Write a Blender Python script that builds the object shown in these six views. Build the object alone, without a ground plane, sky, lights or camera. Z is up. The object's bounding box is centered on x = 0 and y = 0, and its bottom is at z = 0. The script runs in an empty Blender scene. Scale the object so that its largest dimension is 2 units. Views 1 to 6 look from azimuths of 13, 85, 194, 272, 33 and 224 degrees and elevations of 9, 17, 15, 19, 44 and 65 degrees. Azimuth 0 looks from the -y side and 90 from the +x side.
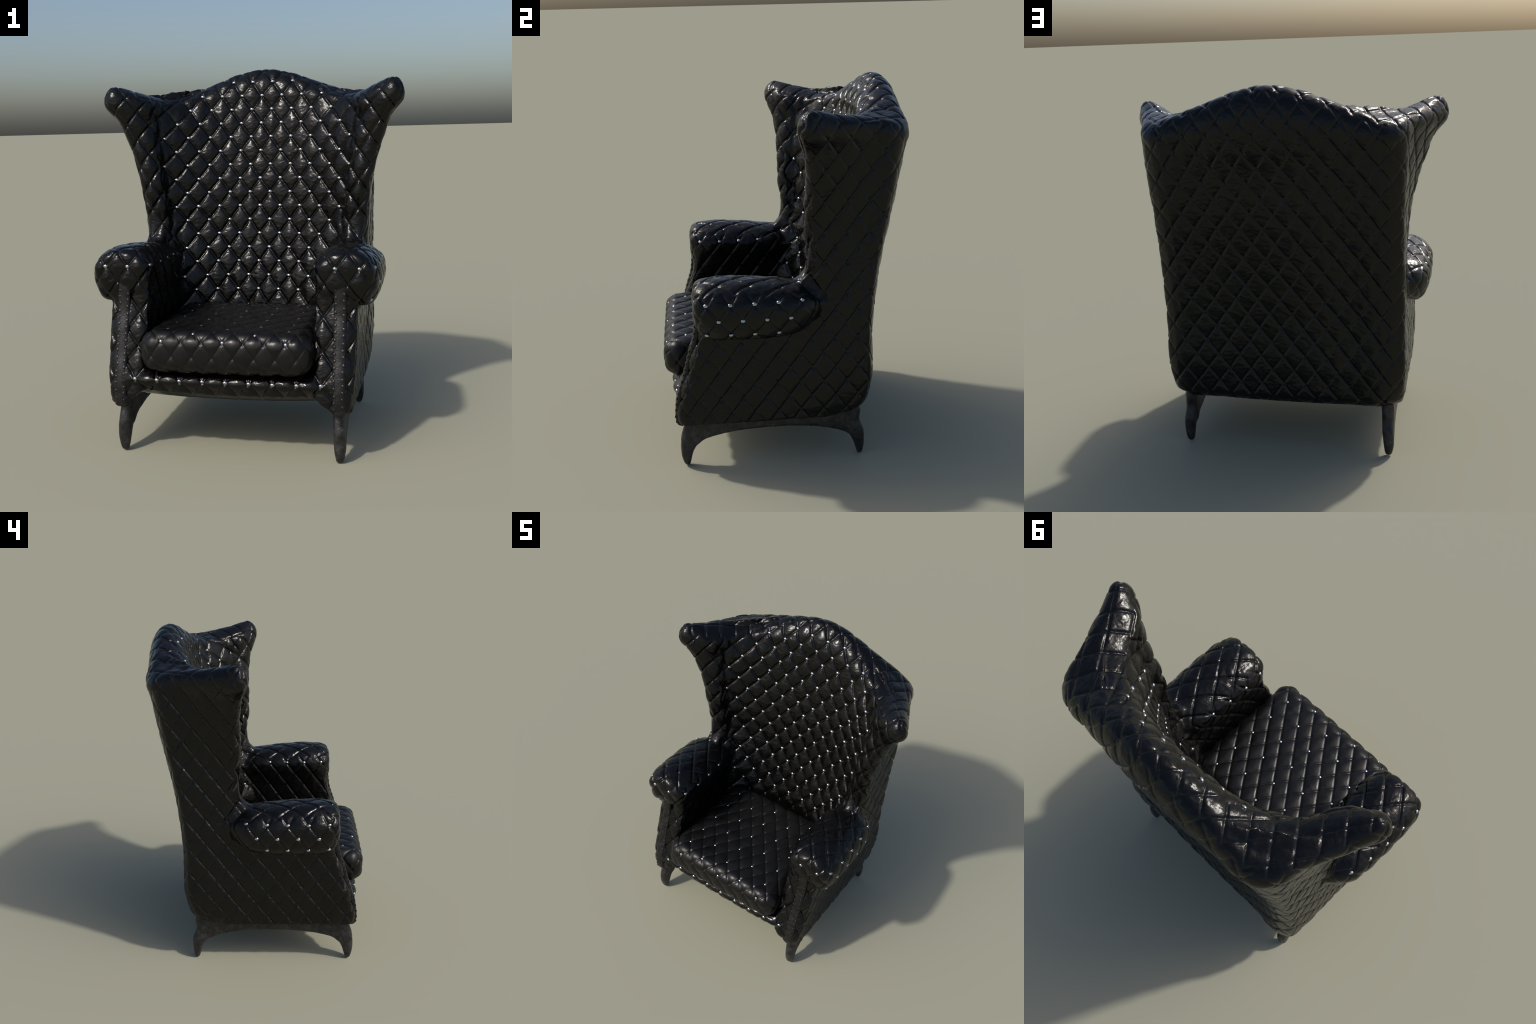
"""Tall wing armchair: black button-tufted leather body, loose seat cushion,
nail-trimmed arm posts and cabriole legs joined by arched side rails."""
import bpy, bmesh, math
import numpy as np
from mathutils import Vector, Matrix
from mathutils.bvhtree import BVHTree
from mathutils import noise as mnoise

RNG = np.random.default_rng(11)
CELL_W, CELL_H = 0.12, 0.0802          # tufting lattice: node spacing and row step


# ------------------------------------------------------------------ helpers
def catmull(points, per_seg, closed=False):
    """Centripetal-like Catmull-Rom through control points, any dimension."""
    P = np.asarray(points, float)
    n = len(P)
    t = np.linspace(0, 1, per_seg, endpoint=False)[:, None]
    out = []
    for i in range(n if closed else n - 1):
        if closed:
            p0, p1, p2, p3 = (P[(i + k) % n] for k in (-1, 0, 1, 2))
        else:
            p1, p2 = P[i], P[i + 1]
            p0 = P[i - 1] if i > 0 else 2 * p1 - p2
            p3 = P[i + 2] if i + 2 < n else 2 * p2 - p1
        d1 = max(np.linalg.norm(p2 - p1), 1e-9)
        d0 = max(np.linalg.norm(p1 - p0), 1e-9)
        d2 = max(np.linalg.norm(p3 - p2), 1e-9)
        # non-uniform tangents keep unequal spacing from overshooting
        m1 = d1 * ((p1 - p0) / d0 * d1 + (p2 - p1) / d1 * d0) / (d0 + d1)
        m2 = d1 * ((p2 - p1) / d1 * d2 + (p3 - p2) / d2 * d1) / (d1 + d2)
        out.append((2 * t**3 - 3 * t**2 + 1) * p1 + (t**3 - 2 * t**2 + t) * m1
                   + (-2 * t**3 + 3 * t**2) * p2 + (t**3 - t**2) * m2)
    if not closed:
        out.append(P[-1:])
    return np.vstack(out)


def mesh_from(verts, faces, name="part"):
    me = bpy.data.meshes.new(name)
    me.from_pydata([tuple(v) for v in verts], [], faces)
    me.validate()
    return me


def loft(rings):
    """Closed tube through rings of equal point count, both ends capped."""
    rings = [np.asarray(r, float) for r in rings]
    n = len(rings[0])
    V = np.vstack(rings)
    F = []
    for k in range(len(rings) - 1):
        for i in range(n):
            j = (i + 1) % n
            F.append((k * n + i, k * n + j, (k + 1) * n + j, (k + 1) * n + i))
    F.append(tuple(range(n - 1, -1, -1)))
    F.append(tuple((len(rings) - 1) * n + i for i in range(n)))
    return V, F


def extrude_yz(profile, x0, x1):
    a = [(x0, y, z) for y, z in profile]
    b = [(x1, y, z) for y, z in profile]
    return loft([a, b])


def extrude_xz(profile, y0, y1):
    return loft([[(x, y0, z) for x, z in profile], [(x, y1, z) for x, z in profile]])


def mirrored(VF):
    V, F = VF
    W = V.copy()
    W[:, 0] *= -1
    return W, [tuple(reversed(f)) for f in F]


def fused(pieces, voxel):
    """Union of closed pieces: consistent normals, then a voxel remesh."""
    bm = bmesh.new()
    for V, F in pieces:
        part = bmesh.new()
        me = mesh_from(V, F)
        part.from_mesh(me)
        bmesh.ops.recalc_face_normals(part, faces=part.faces)
        part.to_mesh(me)
        part.free()
        bm.from_mesh(me)
        bpy.data.meshes.remove(me)
    me = bpy.data.meshes.new("fusion")
    bm.to_mesh(me)
    bm.free()
    ob = bpy.data.objects.new("fusion", me)
    bpy.context.scene.collection.objects.link(ob)
    mod = ob.modifiers.new("remesh", 'REMESH')
    mod.mode = 'VOXEL'
    mod.voxel_size = voxel
    dg = bpy.context.evaluated_depsgraph_get()
    out = bpy.data.meshes.new_from_object(ob.evaluated_get(dg))
    bpy.data.objects.remove(ob)
    return out


def coords(me):
    a = np.empty(len(me.vertices) * 3, np.float32)
    me.vertices.foreach_get("co", a)
    return a.reshape(-1, 3).astype(float)


def set_coords(me, co):
    me.vertices.foreach_set("co", co.astype(np.float32).ravel())
    me.update()


def normals(me):
    a = np.empty(len(me.vertices) * 3, np.float32)
    me.vertices.foreach_get("normal", a)
    return a.reshape(-1, 3).astype(float)


def relax(me, steps, weight=0.5, mask=None):
    """Laplacian smoothing (optionally weighted per vertex)."""
    e = np.empty(len(me.edges) * 2, np.int32)
    me.edges.foreach_get("vertices", e)
    e = e.reshape(-1, 2)
    a = np.r_[e[:, 0], e[:, 1]]
    b = np.r_[e[:, 1], e[:, 0]]
    co = coords(me)
    n = len(co)
    cnt = np.maximum(np.bincount(a, minlength=n), 1)
    w = weight if mask is None else weight * mask(co)[:, None]
    for _ in range(steps):
        avg = np.stack([np.bincount(a, co[b, k], n) for k in range(3)], 1) / cnt[:, None]
        co += w * (avg - co)
    set_coords(me, co)


def subdivided(me, levels=1):
    ob = bpy.data.objects.new("subdivide", me)
    bpy.context.scene.collection.objects.link(ob)
    mod = ob.modifiers.new("subsurf", 'SUBSURF')
    mod.levels = levels
    dg = bpy.context.evaluated_depsgraph_get()
    out = bpy.data.meshes.new_from_object(ob.evaluated_get(dg))
    bpy.data.objects.remove(ob)
    return out


def smoothstep(a, b, x):
    t = np.clip((x - a) / (b - a), 0, 1)
    return t * t * (3 - 2 * t)


def wave_noise(co, scale, seed, octaves=3):
    """Cheap smooth noise: sum of randomly oriented warped sines."""
    rng = np.random.default_rng(seed)
    out = np.zeros(len(co))
    amp, tot = 1.0, 0.0
    for o in range(octaves):
        for _ in range(4):
            d = rng.normal(size=3)
            d /= np.linalg.norm(d)
            d2 = rng.normal(size=3)
            ph = rng.uniform(0, 6.28, 2)
            out += amp * np.sin(co @ d * scale + ph[0] + 1.3 * np.sin(co @ d2 * scale * .6 + ph[1]))
        tot += amp * 4
        amp *= .55
        scale *= 1.9
    return out / tot * 2


# ------------------------------------------------------------------ tufting
def tuft(a, b, plump=1.0, groove=0.0058, puff=0.0096, wid=0.066):
    """Diamond pillow height; lattice nodes at integer (u, v)."""
    u = a + b / 2
    v = a - b / 2
    du = np.abs(u - np.round(u))
    dv = np.abs(v - np.round(v))
    pillow = (np.sin(np.pi * du) * np.sin(np.pi * dv)) ** 0.86
    seam = np.maximum(np.exp(-(du / wid) ** 2), np.exp(-(dv / wid) ** 2))
    node = np.exp(-(du**2 + dv**2) / 0.115**2)
    return plump * puff * pillow - groove * seam - 0.0040 * node


def body_lattice(p, axis):
    """Lattice coordinates of points seen along x, y or z."""
    if axis == 0:
        return (p[:, 1] - .06) / CELL_W, (1.925 - p[:, 2]) / CELL_H
    if axis == 1:
        return (p[:, 0] - .06) / CELL_W, (1.925 - p[:, 2]) / CELL_H
    return (p[:, 0] - .06) / CELL_W, (.60 - p[:, 1]) / CELL_H


def upholster(me, regions, wrinkle=0.0015):
    """Press the tufting into a mesh, projected along its dominant axes."""
    co, no = coords(me), normals(me)
    warp = np.stack([wave_noise(co, 14, 5 + k) for k in range(3)], 1) * .0035
    q = co + warp
    w = np.abs(no) ** 8
    w[:, 1] *= np.where(no[:, 1] < 0, 50, 1)          # the inner side is tufted square to the front
    w /= w.sum(1, keepdims=True)
    h = np.zeros(len(co))
    amount, plump = regions(co, no)
    for ax in range(3):
        h += w[:, ax] * tuft(*body_lattice(q, ax), plump)
    h += wrinkle * wave_noise(co * (1, 1, 1.35), 52, 21, 3)
    h += 0.0006 * wave_noise(co * (1, 1, 1.9), 105, 23, 2)
    fold = np.interp(co[:, 2], [1.0, 1.2, 1.41, 1.61, 1.78], [.486, .505, .530, .556, .580])
    away = (np.abs(co[:, 0]) - fold) / .0105
    h -= .0048 * np.exp(-away**2) * (no[:, 1] < 0) * smoothstep(.98, 1.10, co[:, 2]) * (1 - smoothstep(1.68, 1.80, co[:, 2]))
    h -= .0035 * (plump - .4)                            # plump zones start from a deeper base
    set_coords(me, co + no * (h * amount)[:, None])


# ------------------------------------------------------------------ materials
def nodes_of(name):
    m = bpy.data.materials.new(name)
    m.use_nodes = True
    nt = m.node_tree
    return m, nt, nt.nodes["Principled BSDF"]


def add(nt, kind, **kw):
    n = nt.nodes.new(kind)
    for k, v in kw.items():
        if k in n.inputs:
            n.inputs[k].default_value = v
        else:
            setattr(n, k, v)
    return n


def ramp(nt, src, stops):
    r = nt.nodes.new("ShaderNodeValToRGB")
    el = r.color_ramp.elements
    while len(el) < len(stops):
        el.new(0.5)
    for e, (p, c) in zip(el, stops):
        e.position = p
        e.color = (*c, 1) if len(c) == 3 else c
    nt.links.new(src, r.inputs[0])
    return r


def leather(name, base, rough, crease=0.35):
    m, nt, bs = nodes_of(name)
    L = nt.links.new
    tc = add(nt, "ShaderNodeTexCoord")
    big = add(nt, "ShaderNodeTexNoise", Scale=9.0, Detail=5.0, Roughness=.6)
    L(tc.outputs["Object"], big.inputs["Vector"])
    lo = tuple(c * .75 for c in base)
    hi = tuple(c * 1.45 for c in base)
    r = ramp(nt, big.outputs["Fac"], [(.32, lo), (.70, hi)])
    L(r.outputs[0], bs.inputs["Base Color"])
    rr = ramp(nt, big.outputs["Fac"], [(.3, (rough * .72,) * 3), (.72, (rough * 1.4,) * 3)])
    L(rr.outputs[0], bs.inputs["Roughness"])
    # creases and pores
    mp = add(nt, "ShaderNodeMapping")
    mp.inputs["Scale"].default_value = (1, 1, 1.6)
    L(tc.outputs["Object"], mp.inputs[0])
    wr = add(nt, "ShaderNodeTexNoise", Scale=27.0, Detail=5.0, Roughness=.56, Distortion=1.3)
    L(mp.outputs[0], wr.inputs["Vector"])
    fine = add(nt, "ShaderNodeTexVoronoi", Scale=420.0)
    L(tc.outputs["Object"], fine.inputs["Vector"])
    b1 = add(nt, "ShaderNodeBump", Strength=crease, Distance=.006)
    L(wr.outputs["Fac"], b1.inputs["Height"])
    b2 = add(nt, "ShaderNodeBump", Strength=.06, Distance=.001)
    L(fine.outputs["Distance"], b2.inputs["Height"])
    L(b1.outputs[0], b2.inputs["Normal"])
    L(b2.outputs[0], bs.inputs["Normal"])
    bs.inputs["IOR"].default_value = 1.5
    bs.inputs["Specular IOR Level"].default_value = .31
    return m


def aged_metal(name, tone):
    m, nt, bs = nodes_of(name)
    L = nt.links.new
    tc = add(nt, "ShaderNodeTexCoord")
    n1 = add(nt, "ShaderNodeTexNoise", Scale=26.0, Detail=7.0, Roughness=.68)
    n2 = add(nt, "ShaderNodeTexNoise", Scale=150.0, Detail=4.0, Roughness=.6)
    for n in (n1, n2):
        L(tc.outputs["Object"], n.inputs["Vector"])
    r = ramp(nt, n1.outputs["Fac"], [(.33, (.008 * tone, .0077 * tone, .0077 * tone)), (.5, (.020 * tone, .0193 * tone, .0195 * tone)),
                                  (.68, (.052 * tone, .050 * tone, .053 * tone))])
    sp = ramp(nt, n2.outputs["Fac"], [(.36, (.45, .45, .45)), (.58, (1, 1, 1))])
    mx = add(nt, "ShaderNodeMix", data_type='RGBA', blend_type='MULTIPLY')
    mx.inputs[0].default_value = .8
    L(r.outputs[0], mx.inputs[6])
    L(sp.outputs[0], mx.inputs[7])
    L(mx.outputs[2], bs.inputs["Base Color"])
    rr = ramp(nt, n1.outputs["Fac"], [(.35, (.24,) * 3), (.65, (.46,) * 3)])
    L(rr.outputs[0], bs.inputs["Roughness"])
    bs.inputs["Metallic"].default_value = .25
    bp = add(nt, "ShaderNodeBump", Strength=.5, Distance=.0035)
    L(n2.outputs["Fac"], bp.inputs["Height"])
    L(bp.outputs[0], bs.inputs["Normal"])
    return m


def stud_metal(name, base, rough):
    m, nt, bs = nodes_of(name)
    tc = add(nt, "ShaderNodeTexCoord")
    n = add(nt, "ShaderNodeTexNoise", Scale=60.0, Detail=3.0)
    nt.links.new(tc.outputs["Object"], n.inputs["Vector"])
    r = ramp(nt, n.outputs["Fac"], [(.3, tuple(c * .8 for c in base)), (.7, base)])
    nt.links.new(r.outputs[0], bs.inputs["Base Color"])
    bs.inputs["Metallic"].default_value = 1.0
    bs.inputs["Roughness"].default_value = rough
    return m


MAT_LEATHER = leather("black_leather", (.0024, .0023, .0022), .20, .34)
MAT_SEAT = leather("seat_leather", (.0042, .0040, .0040), .35, .14)
MAT_IRON = aged_metal("aged_dark_iron", 1.3)
MAT_TRIM = aged_metal("dark_trim_leather", .42)
MAT_STUD = stud_metal("polished_stud", (.54, .54, .56), .22)
MAT_NAIL = stud_metal("dark_nail", (.055, .053, .056), .36)


# ------------------------------------------------------------------ the shell
# Half plan sections, from the middle of the inner back round the wing to the
# middle of the outer back; one row per height.
SECTIONS = {
    .275: [(0, .10), (.18, .09), (.31, .07), (.38, .05), (.43, .02), (.455, 0), (.49, -.02), (.54, -.02), (.60, .02),
           (.628, .14), (.624, .24), (.610, .320), (.580, .350), (.35, .376), (0, .387)],
    .31: [(0, .12), (.18, .11), (.31, .09), (.38, .06), (.43, .03), (.455, .01), (.49, 0), (.54, 0), (.61, .02),
          (.640, .17), (.639, .29), (.627, .368), (.602, .390), (.35, .411), (0, .418)],
    .42: [(0, .14), (.18, .13), (.31, .10), (.38, .07), (.43, .04), (.455, .02), (.50, .01), (.55, .01), (.615, .04),
          (.648, .18), (.650, .34), (.645, .408), (.630, .420), (.35, .424), (0, .425)],
    .74: [(0, .208), (.18, .197), (.30, .170), (.37, .135), (.415, .090), (.440, .055), (.48, .04), (.55, .03),
          (.612, .06), (.646, .2), (.650, .34), (.647, .416), (.632, .427), (.35, .431), (0, .432)],
    1.10: [(0, .285), (.18, .277), (.30, .254), (.41, .222), (.484, .180), (.506, .136), (.542, .110), (.59, .106),
           (.632, .128), (.645, .25), (.649, .38), (.647, .452), (.632, .463), (.35, .474), (0, .478)],
    1.35: [(0, .326), (.18, .318), (.31, .289), (.43, .240), (.522, .182), (.542, .125), (.580, .096), (.632, .093),
           (.660, .114), (.658, .22), (.649, .40), (.646, .500), (.631, .512), (.35, .526), (0, .530)],
    1.60: [(0, .379), (.18, .370), (.32, .337), (.44, .277), (.548, .198), (.587, .137), (.639, .101), (.696, .090),
           (.728, .110), (.712, .24), (.674, .42), (.657, .536), (.639, .554), (.35, .582), (0, .590)],
    1.71: [(0, .404), (.18, .395), (.32, .366), (.44, .307), (.556, .226), (.604, .150), (.666, .094), (.735, .070),
           (.770, .090), (.745, .24), (.685, .42), (.660, .546), (.640, .570), (.35, .620), (0, .636)],
    # shoulder of the top roll (height varies round the plan, see TOP_Z)
    1.80: [(0, .428), (.18, .418), (.32, .395), (.43, .352), (.558, .243), (.608, .148), (.694, .080), (.797, .036),
           (.838, .056), (.787, .24), (.700, .43), (.661, .552), (.637, .584), (.35, .638), (0, .662)],
}
TOP_Z = [1.80, 1.79, 1.775, 1.770, 1.785, 1.800, 1.825, 1.82, 1.81, 1.815, 1.800, 1.765, 1.748, 1.79, 1.85]
# crest line of the roll above each of those points
RIDGE = [(0, .557, 2.004), (.17, .551, 1.976), (.30, .534, 1.926), (.43, .483, 1.868), (.570, .375, 1.840),
         (.648, .255, 1.858), (.728, .168, 1.890), (.788, .112, 1.908), (.795, .105, 1.908), (.714, .235, 1.875),
         (.647, .36, 1.855), (.600, .455, 1.843), (.560, .500, 1.841), (.33, .547, 1.918), (0, .557, 2.004)]


def shell_loft():
    levels = []
    for z, row in SECTIONS.items():
        zz = TOP_Z if z == 1.80 else [z] * len(row)
        levels.append(np.array([(x, y, h) for (x, y), h in zip(row, zz)]))
    shoulder, crest = levels[-1], np.array(RIDGE)
    for deg in (24, 46, 66, 82):
        c, s = math.cos(math.radians(deg)), math.sin(math.radians(deg))
        lean = np.where(np.arange(len(crest)) < 7, c ** 1.4, c)[:, None]   # the inner side slopes, the outer rolls
        p = crest + (shoulder - crest) * lean
        p[:, 2] = shoulder[:, 2] + (crest[:, 2] - shoulder[:, 2]) * s
        levels.append(p)
    levels.append(crest)
    cols = np.array(levels)                                   # level, point, xyz
    fine = np.stack([catmull(cols[:, i], 7) for i in range(cols.shape[1])], 1)
    rings = []
    for lv in fine:
        full = np.vstack([lv, (lv * (-1, 1, 1))[-2:0:-1]])    # mirror to a closed loop
        rings.append(catmull(full, 6, closed=True))
    return loft(rings)


# ------------------------------------------------------------------ arms, walls, apron
ARM_SECTION = [(.440, .78), (.420, .86), (.408, .93), (.412, .97), (.448, 1.014), (.512, 1.046), (.592, 1.055),
               (.670, 1.041), (.724, 1.006), (.754, .955), (.758, .90), (.749, .845), (.732, .802), (.708, .769),
               (.670, .760), (.640, .770), (.60, .79)]


def arm_loft():
    # y, x-scale, z-scale about (.59, .93), rise
    stations = [(-.482, .42, .30, .012), (-.477, .66, .56, .010), (-.461, .80, .78, .006), (-.432, .89, .91, .002),
                (-.39, .95, .975, 0), (-.28, .985, .99, 0), (-.15, .99, .97, -.008), (-.03, .97, .89, -.012),
                (.06, .89, .77, -.014), (.12, .68, .54, -.015), (.17, .38, .32, -.020), (.20, .25, .2, -.02)]
    base = np.array(ARM_SECTION)
    rings = []
    for y, sx, sz, up in stations:
        s = (base - (.59, .93)) * (sx, sz) + (.59, .93 + up)
        rings.append(np.column_stack([s[:, 0], np.full(len(s), y), s[:, 1]]))
    rings = np.array(rings)
    along = np.stack([catmull(rings[:, i], 5) for i in range(rings.shape[1])], 1)
    return loft([catmull(r, 4, closed=True) for r in along])


POST_FRONT = [(-.445, .93), (-.450, .84), (-.466, .744), (-.502, .646), (-.533, .533), (-.568, .431), (-.587, .340),
              (-.590, .285)]


def wall_loft():
    front = [tuple(p) for p in catmull(POST_FRONT, 5)]
    prof = front + [(-.588, .262), (-.56, .252), (-.40, .252), (-.15, .258), (.10, .262), (.20, .264),
                    (.25, .272), (.32, .30), (.32, .93)]
    belly = lambda z: smoothstep(.24, .50, z)
    # the outer face bellies slightly, the inner face is plain
    rings = []
    for x, inset in ((.436, .006), (.445, -.006), (.470, -.012), (.540, -.012), (.598, -.002), (.624, .004), (.643, .014),
                     (.650, .030)):
        floor = float(np.interp(x, (.436, .445, .470, .540), (.345, .335, .318, .258)))
        rings.append([(x - (.018 * (1 - belly(z)) + .006 * smoothstep(.35, .58, -y) if x > .6 else 0), y + (inset if y < -.4 else 0), max(z, floor)) for y, z in prof])
    return loft(rings)


APRON = [(-.52, .442), (-.570, .434), (-.602, .416), (-.615, .396), (-.604, .365), (-.572, .334), (-.528, .306),
         (-.47, .291), (-.40, .298), (-.40, .44)]
WEB = [(.36, .40), (.36, .322), (.42, .322), (.46, .318), (.492, .304), (.518, .284), (.538, .262), (.60, .258), (.60, .40)]
# concave sweep of the arm top into the wing's front edge
SWEEP = [(-.14, .990), (-.07, .999), (.006, 1.008), (.056, 1.024), (.092, 1.062), (.114, 1.13), (.132, 1.21),
         (.14, 1.29), (.24, 1.30), (.24, .86), (-.14, .86)]


def body_mesh():
    pieces = [shell_loft()]
    for piece in (arm_loft(), wall_loft(), extrude_xz(WEB, -.525, -.45), extrude_yz(SWEEP, .525, .624)):
        pieces += [piece, mirrored(piece)]
    prof = [tuple(p) for p in catmull(APRON, 4, closed=True)]
    pieces.append(loft([[(x, y + .014 * (x / .5) ** 4, z - .014 * (1 - (x / .5) ** 2) * (z < .35)) for y, z in prof]
                        for x in np.linspace(-.5, .5, 15)]))
    # seat platform under the cushion, closing the underside
    pieces.append(extrude_yz([(-.50, .305), (.25, .31), (.25, .43), (-.50, .43)], -.50, .50))
    me = fused(pieces, .008)
    relax(me, 3, .5)

    def soft(co):                      # roll-to-wing joint and arm-to-wall joint are fuller
        x = np.abs(co[:, 0])
        d = np.sqrt(((co[:, 1] - .07) / .16) ** 2 + ((co[:, 2] - 1.05) / .20) ** 2 + ((x - .56) / .2) ** 2)
        return 1 - smoothstep(.5, 1.0, d)
    relax(me, 26, .5, soft)
    me = subdivided(me, 1)

    def regions(co, no):
        x, y, z = np.abs(co[:, 0]), co[:, 1], co[:, 2]
        out = no[:, 0] * np.sign(co[:, 0])
        # only the inner back, the arm fronts and the front rail are plump; the rest is pulled tight
        tip = smoothstep(.70, .80, x) * (z > 1.5)
        armtop = smoothstep(.4, .85, no[:, 2]) * (z > .9) * (z < 1.15) * (y < .1)
        inarm = smoothstep(.4, .8, -out) * (z < 1.05) * (y < .1)
        inner = smoothstep(.15, .5, -no[:, 1]) * smoothstep(.0, .08, y) * smoothstep(.60, .68, z) * (1 - smoothstep(.62, .72, x))
        frontal = smoothstep(.4, .8, -no[:, 1]) * (y < -.3)
        rollside = smoothstep(.5, .9, out) * (y < .05) * (z > .74) * (z < 1.02)
        plump = np.maximum.reduce([inner, .75 * frontal, .55 * rollside, np.full(len(co), .30)])
        plump *= 1 - .6 * np.maximum.reduce([.4 * armtop, .5 * inarm, tip * (1 - inner)])
        a = 1 - .85 * smoothstep(.6, .9, -no[:, 2])                     # underside is plain
        corner = smoothstep(.2, .45, out) * smoothstep(.2, .45, no[:, 1])
        rim = smoothstep(.05, .5, no[:, 2]) * smoothstep(1.70, 1.80, z)
        a *= 1 - np.maximum(.45 * corner, np.maximum(.15 * rim, .15 * tip))
        d = np.sqrt(((y - .09) / .10) ** 2 + ((z - 1.08) / .14) ** 2 + ((x - .57) / .12) ** 2)
        a *= 1 - .30 * (1 - smoothstep(.5, 1.0, d))                      # stretched over the arm-wing joint
        return a, plump
    upholster(me, regions)
    return me


# ------------------------------------------------------------------ legs and side rails
def leg_loft(front):
    s = -1 if front else 1
    if front:   # z, x inner, x outer, y outer face, y inner face
        rows = [(-.001, .550, .574, -.561, -.547), (.008, .545, .582, -.570, -.541), (.04, .539, .591, -.580, -.531),
                (.09, .534, .596, -.586, -.515), (.14, .531, .597, -.585, -.482), (.18, .529, .594, -.581, -.44),
                (.22, .527, .590, -.568, -.42), (.26, .524, .590, -.555, -.42), (.30, .52, .59, -.55, -.42)]
    else:
        rows = [(-.001, .552, .577, .379, .392), (.008, .547, .585, .371, .399), (.04, .541, .593, .361, .407),
                (.09, .536, .597, .345, .411), (.14, .532, .597, .312, .409), (.18, .530, .595, .27, .394),
                (.215, .528, .593, .24, .385), (.25, .526, .593, .22, .392), (.30, .52, .59, .20, .385)]
        rows = [(z, a, b, y1, y0) for z, a, b, y0, y1 in rows]
    rows = catmull(rows, 4)
    rings = []
    for z, xa, xb, yo, yi in rows:
        cx, cy, hx, hy = (xa + xb) / 2, (yo + yi) / 2, (xb - xa) / 2, abs(yo - yi) / 2
        ring = []
        for k in range(28):
            t = 2 * math.pi * k / 28
            c, d = math.cos(t), math.sin(t)
            ring.append((cx + hx * math.copysign(abs(c) ** .62, c), cy + hy * math.copysign(abs(d) ** .62, d), z))
        rings.append(ring)
    return loft(rings)


RAIL_BOTTOM = [(-.50, .12), (-.46, .152), (-.39, .174), (-.29, .191), (-.15, .200), (-.06, .201), (.05, .197),
               (.15, .186), (.25, .161), (.31, .136), (.35, .10)]


def rail_loft():
    low = [tuple(p) for p in catmull(RAIL_BOTTOM, 4)]
    prof = low + [(.37, .28), (-.52, .28)]
    rings = []
    for x, lift in ((.528, .012), (.536, 0), (.588, 0), (.595, .010)):
        rings.append([(x, y, z + (lift if z < .25 else 0)) for y, z in prof])
    return loft(rings)


# ------------------------------------------------------------------ scene assembly
COLL = bpy.context.scene.collection


def make_object(name, me, parent=None, mat=None):
    ob = bpy.data.objects.new(name, me)
    COLL.objects.link(ob)
    if parent is not None:
        ob.parent = parent
    if mat is not None:
        me.materials.clear()
        me.materials.append(mat)
    return ob


def split_regions(me, labels, names, parent, mat):
    """Cut one smooth mesh into parts that keep the whole's normals."""
    me.polygons.foreach_set("use_smooth", np.ones(len(me.polygons), bool))
    co, no = coords(me), normals(me)
    lv = np.empty(len(me.loops), np.int32)
    me.loops.foreach_get("vertex_index", lv)
    ls = np.empty(len(me.polygons), np.int32)
    lt = np.empty(len(me.polygons), np.int32)
    me.polygons.foreach_get("loop_start", ls)
    me.polygons.foreach_get("loop_total", lt)
    owner = np.repeat(np.arange(len(ls)), lt)
    made = []
    for idx, nm in names:
        faces = np.where(labels == idx)[0]
        if not len(faces):
            continue
        keep = (labels == idx)[owner]
        vids = lv[keep]
        uniq, inv = np.unique(vids, return_inverse=True)
        tot = lt[faces]
        start = np.r_[0, np.cumsum(tot)[:-1]]
        part = bpy.data.meshes.new(nm)
        part.vertices.add(len(uniq))
        part.vertices.foreach_set("co", co[uniq].astype(np.float32).ravel())
        part.loops.add(len(inv))
        part.loops.foreach_set("vertex_index", inv.astype(np.int32))
        part.polygons.add(len(faces))
        part.polygons.foreach_set("loop_start", start.astype(np.int32))
        part.polygons.foreach_set("use_smooth", np.ones(len(faces), bool))
        part.update(calc_edges=True)
        part.validate()
        part.normals_split_custom_set_from_vertices([tuple(n) for n in no[uniq]])
        made.append(make_object(nm, part, parent, mat))
    return made


def face_centres(me):
    c = np.empty(len(me.polygons) * 3, np.float32)
    me.polygons.foreach_get("center", c)
    n = np.empty(len(me.polygons) * 3, np.float32)
    me.polygons.foreach_get("normal", n)
    return c.reshape(-1, 3), n.reshape(-1, 3)


chair = bpy.data.objects.new("wing_armchair", None)
COLL.objects.link(chair)
chair["label"] = "tall black leather wing armchair with silver button tufting"
chair["category"] = "wing armchair"

body = body_mesh()
c, n = face_centres(body)
ax, y, z = np.abs(c[:, 0]), c[:, 1], c[:, 2]
lab = np.zeros(len(c), int)                                    # 0 backrest
side = np.where(c[:, 0] > 0, 0, 1)
wing = (z > 1.02 + .25 * np.clip(y - .12, 0, 1)) & (ax > .53 + .30 * np.clip(y - .18, 0, .22) * 1.0) & (y < .50) & (y > .02)
lab[wing] = 1 + side[wing]
post = (z <= 1.02) & (y < .20) & (ax > .405)
wall = ((z < .95) & (ax > .60) & (y < .40)) | post
lab[wall & ~wing] = 5 + side[wall & ~wing]
arm = (y < .19) & (z < 1.06 + .1 * (y < .03)) & ((z > .80) | ((ax > .637) & (z > .70))) & (ax > .36) & ~wing
lab[arm] = 3 + side[arm]
low = (z < .47) & (ax < .50) & (y < -.3)
lab[low] = 7
NAMES = [(0, "backrest"), (1, "wing"), (2, "wing"), (3, "armrest"), (4, "armrest"), (5, "side_panel"),
         (6, "side_panel"), (7, "apron")]
bvh_body = BVHTree.FromPolygons([tuple(v) for v in coords(body)], [tuple(p.vertices) for p in body.polygons])
parts = split_regions(body, lab, NAMES, chair, MAT_LEATHER)
by_label = dict(zip([i for i, _ in NAMES if (lab == i).any()], parts))

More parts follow.
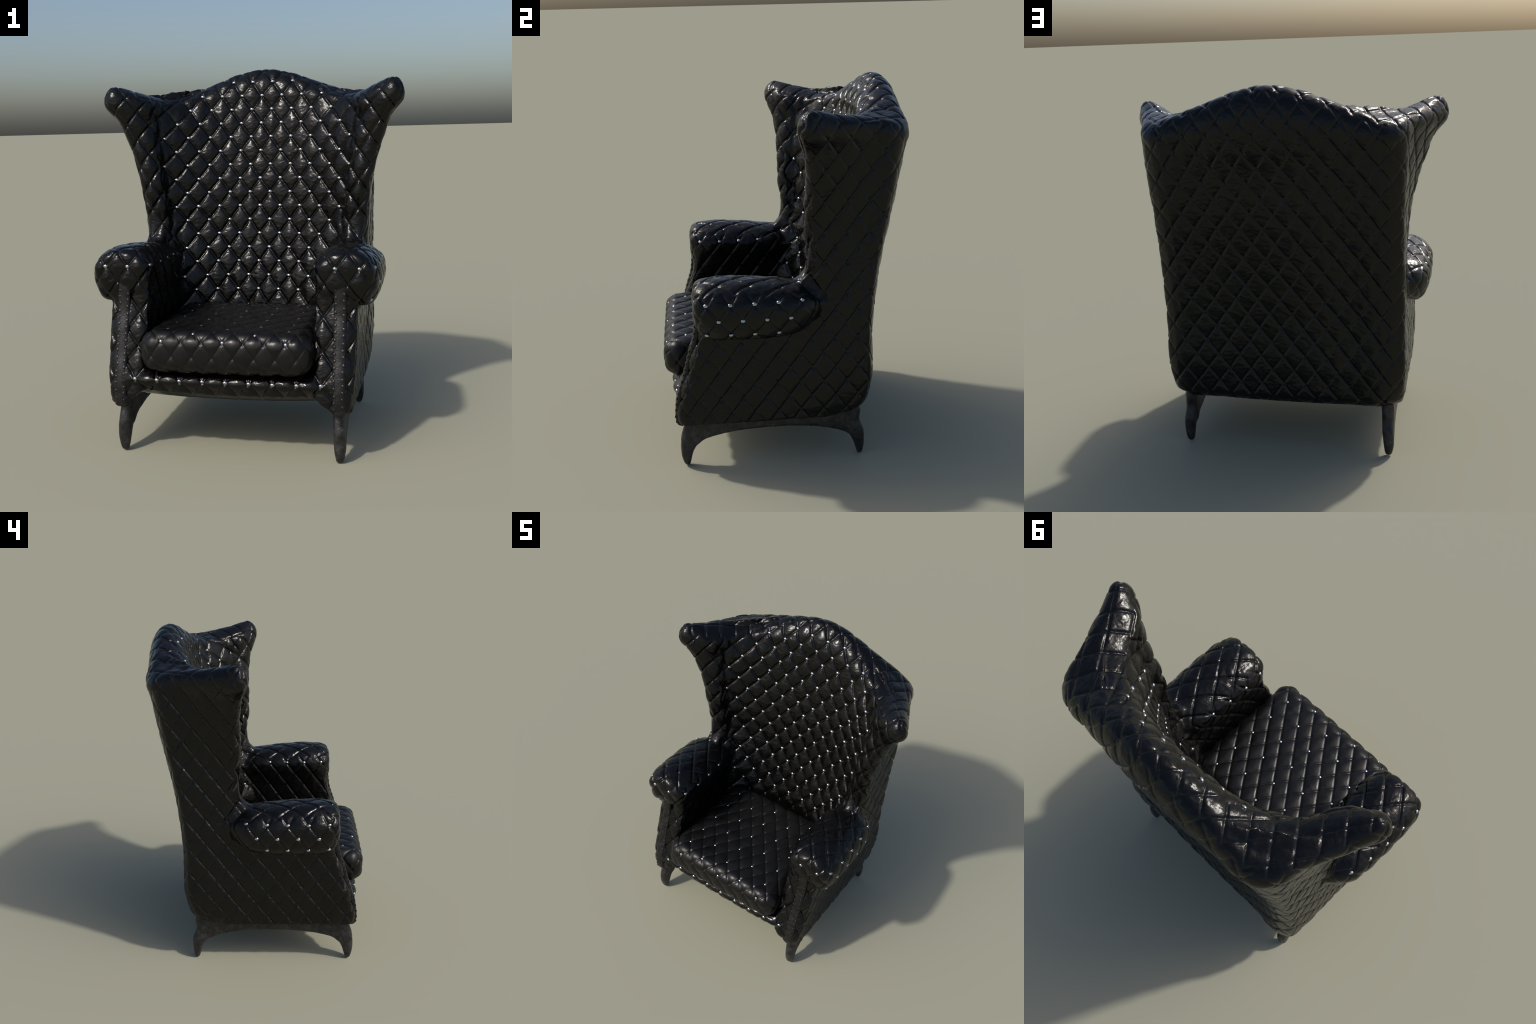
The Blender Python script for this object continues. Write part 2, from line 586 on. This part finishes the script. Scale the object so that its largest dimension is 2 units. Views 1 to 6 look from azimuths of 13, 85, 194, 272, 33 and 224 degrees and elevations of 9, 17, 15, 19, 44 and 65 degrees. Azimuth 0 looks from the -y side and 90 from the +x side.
# legs with their arched rails
for sgn in (1, -1):
    pcs = [leg_loft(True), leg_loft(False), rail_loft()]
    if sgn < 0:
        pcs = [mirrored(p) for p in pcs]
    fr = fused(pcs, .006)
    relax(fr, 6, .5)
    fr = subdivided(fr, 1)
    co, no = coords(fr), normals(fr)
    set_coords(fr, co + no * (.0011 * wave_noise(co, 60, 41, 3))[:, None])
    fc, _ = face_centres(fr)
    lb = np.zeros(len(fc), int)
    lb[(fc[:, 1] < -.40)] = 1
    lb[(fc[:, 1] > .25)] = 2
    split_regions(fr, lb, [(0, "side_rail"), (1, "leg"), (2, "leg")], chair, MAT_IRON)


# ------------------------------------------------------------------ seat cushion
def seat_tuft(p, no):
    sx, sy = .1053, .0715
    fy = (p[:, 0] / sx, (-.528 - p[:, 1]) / sy)               # from above
    fz = (p[:, 0] / sx, (.614 - p[:, 2]) / sy)                # from the front
    fx = ((p[:, 1] + .528) / sx, (.614 - p[:, 2]) / sy)
    w = np.abs(no) ** 6
    w /= w.sum(1, keepdims=True)
    h = 0
    for k, ab in enumerate((fx, fz, fy)):
        h = h + w[:, k] * tuft(*ab, groove=.0036, puff=.0055, wid=.045)
    return h


def cushion_mesh():
    x1, y0, y1, z0, z1, r = .438, -.652, .155, .447, .653, .080
    h = np.array([x1, (y1 - y0) / 2, (z1 - z0) / 2])
    cen = np.array([0, (y0 + y1) / 2, (z0 + z1) / 2])
    bm = bmesh.new()
    step = .0048
    verts, faces = [], []
    for ax in range(3):
        u, v = [k for k in range(3) if k != ax]
        nu, nv = int(2 * h[u] / step), int(2 * h[v] / step)
        gu, gv = np.linspace(-h[u], h[u], nu + 1), np.linspace(-h[v], h[v], nv + 1)
        for s in (-1, 1):
            off = sum(len(q) for q in verts)
            P = np.zeros((nu + 1, nv + 1, 3))
            P[..., u] = gu[:, None]
            P[..., v] = gv[None]
            P[..., ax] = s * h[ax]
            verts.append(P.reshape(-1, 3))
            i, j = np.meshgrid(np.arange(nu), np.arange(nv), indexing='ij')
            a = off + i * (nv + 1) + j
            q = np.stack([a, a + nv + 1, a + nv + 2, a + 1], -1).reshape(-1, 4)
            flip = (s > 0) == (ax == 1)
            faces.append(q[:, ::-1] if flip else q)
    V = np.vstack(verts)
    rad = np.array([r, r, r * 1.0])
    core = np.clip(V, -(h - rad), h - rad)
    d = V - core
    ln = np.linalg.norm(d, axis=1, keepdims=True)
    V = core + d / np.maximum(ln, 1e-9) * r
    # a soft crown, and a front edge that droops a little
    V[:, 2] += .006 * (1 - (V[:, 0] / h[0]) ** 2) * np.sign(V[:, 2]) * (np.abs(V[:, 2]) > h[2] * .3)
    me = mesh_from(V + cen, np.vstack(faces).tolist(), "seat_cushion")
    bm.from_mesh(me)
    bmesh.ops.remove_doubles(bm, verts=bm.verts, dist=.0006)
    bmesh.ops.recalc_face_normals(bm, faces=bm.faces)
    bm.to_mesh(me)
    bm.free()
    relax(me, 4, .5)
    co, no = coords(me), normals(me)
    q = co + np.stack([wave_noise(co, 12, 60 + k) for k in range(3)], 1) * .002
    hgt = seat_tuft(q, no) + .0008 * wave_noise(co, 45, 71, 3)
    set_coords(me, co + no * hgt[:, None])
    me.polygons.foreach_set("use_smooth", np.ones(len(me.polygons), bool))
    return me


cushion = cushion_mesh()
bvh_seat = BVHTree.FromPolygons([tuple(v) for v in coords(cushion)], [tuple(p.vertices) for p in cushion.polygons])
seat = make_object("seat_cushion", cushion, chair, MAT_SEAT)


# ------------------------------------------------------------------ studs
def dome_mesh(name, r, hgt, mat, oval=1.0):
    bm = bmesh.new()
    bmesh.ops.create_uvsphere(bm, u_segments=18, v_segments=12, radius=1)
    for v in bm.verts:
        v.co = (v.co.x * r, v.co.y * r * oval, v.co.z * hgt)
    me = bpy.data.meshes.new(name)
    bm.to_mesh(me)
    bm.free()
    me.polygons.foreach_set("use_smooth", np.ones(len(me.polygons), bool))
    me.materials.append(mat)
    return me


STUD = dome_mesh("stud", .0130, .0075, MAT_STUD, .74)
ROUND_STUD = dome_mesh("round_stud", .0100, .0065, MAT_STUD)
NAIL = dome_mesh("nail", .0078, .0026, MAT_NAIL)


def plant(mesh, name, bvh, origin, direction, parent, seatout=.001, reach=.5, facing=.3):
    hit, nor, _, _ = bvh.ray_cast(Vector(origin), Vector(direction), reach)
    if hit is None or abs(nor.dot(Vector(direction))) < facing:
        return False
    # average the slope round the dimple for a stable facing
    acc = Vector((0, 0, 0))
    d = Vector(direction)
    t1 = d.orthogonal().normalized()
    t2 = d.cross(t1)
    for k in range(8):
        o = Vector(origin) + .02 * (t1 * math.cos(k * .785) + t2 * math.sin(k * .785))
        h2, n2, _, _ = bvh.ray_cast(o, d, reach)
        if h2 is not None and (h2 - hit).length < .06:
            acc += n2 if n2.dot(d) < 0 else -n2
    nor = acc.normalized() if acc.length > .1 else -d
    ob = bpy.data.objects.new(name, mesh)
    COLL.objects.link(ob)
    ob.parent = parent
    tilt = Vector(RNG.normal(0, .05, 3))
    zax = (nor + tilt).normalized()
    xax = Vector((-zax.y, zax.x, 0)) if abs(zax.z) < .9 else Vector((1, 0, 0))
    yax = zax.cross(xax).normalized()
    xax = yax.cross(zax)
    rot = Matrix((xax, yax, zax)).transposed()
    s = 1 + RNG.normal(0, .03)
    ob.matrix_local = Matrix.Translation(hit + nor * seatout) @ rot.to_4x4() @ Matrix.Diagonal((s, s, s, 1))
    return True


back = by_label[0]
HALF_WIDTH = [.18, .36, .42, .48, .54, .48, .54, .48, .42, .48, .42, .36, .42, .36, .42, .36]
for r, wmax in enumerate(HALF_WIDTH):
    zz = 1.925 - CELL_H * r
    xs = np.arange(-6, 7) * CELL_W + (CELL_W / 2 if r % 2 == 0 else 0)
    for x in xs:
        if abs(x) <= wmax + .01:
            y_from = -.03 if zz < 1.12 else -.4
            plant(STUD, "stud", bvh_body, (x, y_from, zz), (0, 1, 0), back, seatout=.0035, reach=1.0)

for sgn, arm_ob in ((1, by_label[3]), (-1, by_label[4])):
    rows = [(.9626, (-.42, -.30, -.18, -.06, .06)), (.8824, (-.36, -.24, -.12, 0)), (.8022, (-.42, -.30, -.18, -.06))]
    for zz, ys in rows:
        for yy in ys:
            plant(STUD, "stud", bvh_body, (sgn * 1.0, yy, zz), (-sgn, 0, 0), arm_ob, seatout=.0035)
    for yy in (-.42, -.30, -.18, -.06):
        plant(STUD, "stud", bvh_body, (sgn * .2, yy, .9626), (sgn, 0, 0), arm_ob, seatout=.0035)
    for xx in (.54, .66):
        plant(STUD, "stud", bvh_body, (sgn * xx, -1, .9626), (0, 1, 0), arm_ob, seatout=.0035, reach=1.0)

for k in range(-4, 5):
    plant(STUD, "stud", bvh_body, (k * CELL_W, -1, .401), (0, 1, 0), by_label[7], seatout=.004, reach=1.0)

for j in range(0, 10):
    yy = -.600 + .0715 * j
    for x in ((-.158, .158) if j % 2 == 0 else (-.316, 0, .316)):
        if yy < .05:
            plant(ROUND_STUD, "stud", bvh_seat, (x, yy, 1), (0, 0, -1), seat, seatout=.001, reach=1.0)
for x in (-.316, 0, .316):
    plant(ROUND_STUD, "stud", bvh_seat, (x, -1.0, .614), (0, 1, 0), seat, seatout=.001, reach=1.0)


# ------------------------------------------------------------------ nail trim on the arm posts
TRIM_PATH = [(-.478, .885), (-.480, .84), (-.491, .744), (-.522, .646), (-.553, .533), (-.586, .431), (-.602, .340),
             (-.604, .285), (-.594, .252), (-.570, .242)]


def trim_mesh(sgn):
    path = catmull(TRIM_PATH, 10)
    tang = np.gradient(path, axis=0)
    tang /= np.linalg.norm(tang, axis=1, keepdims=True)
    nrm = np.column_stack([tang[:, 1], -tang[:, 0]])          # facing -y
    if nrm[5, 0] > 0:
        nrm = -nrm
    rings = []
    n = len(path)
    for i, (p, q) in enumerate(zip(path, nrm)):
        end = min(i / 4, 1)
        half = .032 * (math.sqrt(max(1 - (1 - end) ** 2, .08)))
        depth = .040
        cx = .5635
        ring = []
        for dx, dn in ((-half, -depth), (-half, -.010), (-half * .94, -.006), (-half * .78, -.002), (-half * .4, .001),
                       (half * .4, .001), (half * .78, -.002), (half * .94, -.006), (half, -.010), (half, -depth)):
            ring.append((sgn * (cx + dx), p[0] + q[0] * dn, p[1] + q[1] * dn))
        rings.append(ring)
    V, F = loft(rings)
    me = mesh_from(V, F, "trim_strip")
    bm = bmesh.new()
    bm.from_mesh(me)
    bmesh.ops.recalc_face_normals(bm, faces=bm.faces)
    bm.to_mesh(me)
    bm.free()
    me.polygons.foreach_set("use_smooth", np.ones(len(me.polygons), bool))
    return me, path, nrm


for sgn, wall_ob in ((1, by_label[5]), (-1, by_label[6])):
    me, path, nrm = trim_mesh(sgn)
    strip = make_object("trim_strip", me, wall_ob, MAT_TRIM)
    seg = np.r_[0, np.cumsum(np.linalg.norm(np.diff(path, axis=0), axis=1))]
    for col, shift in ((-1, .0), (1, .017)):
        for s in np.arange(.03 + shift, seg[-1] - .03, .0345):
            s += RNG.normal(0, .002)
            yy, zz = np.interp(s, seg, path[:, 0]), np.interp(s, seg, path[:, 1])
            q = np.array([np.interp(s, seg, nrm[:, 0]), np.interp(s, seg, nrm[:, 1])])
            ob = bpy.data.objects.new("nail", NAIL)
            COLL.objects.link(ob)
            ob.parent = strip
            d = Vector((RNG.normal(0, .08), q[0], q[1])).normalized()
            ob.matrix_local = (Matrix.Translation((sgn * (.5635 + col * .0205 + RNG.normal(0, .001)), yy, zz))
                               @ d.to_track_quat('Z', 'Y').to_matrix().to_4x4())
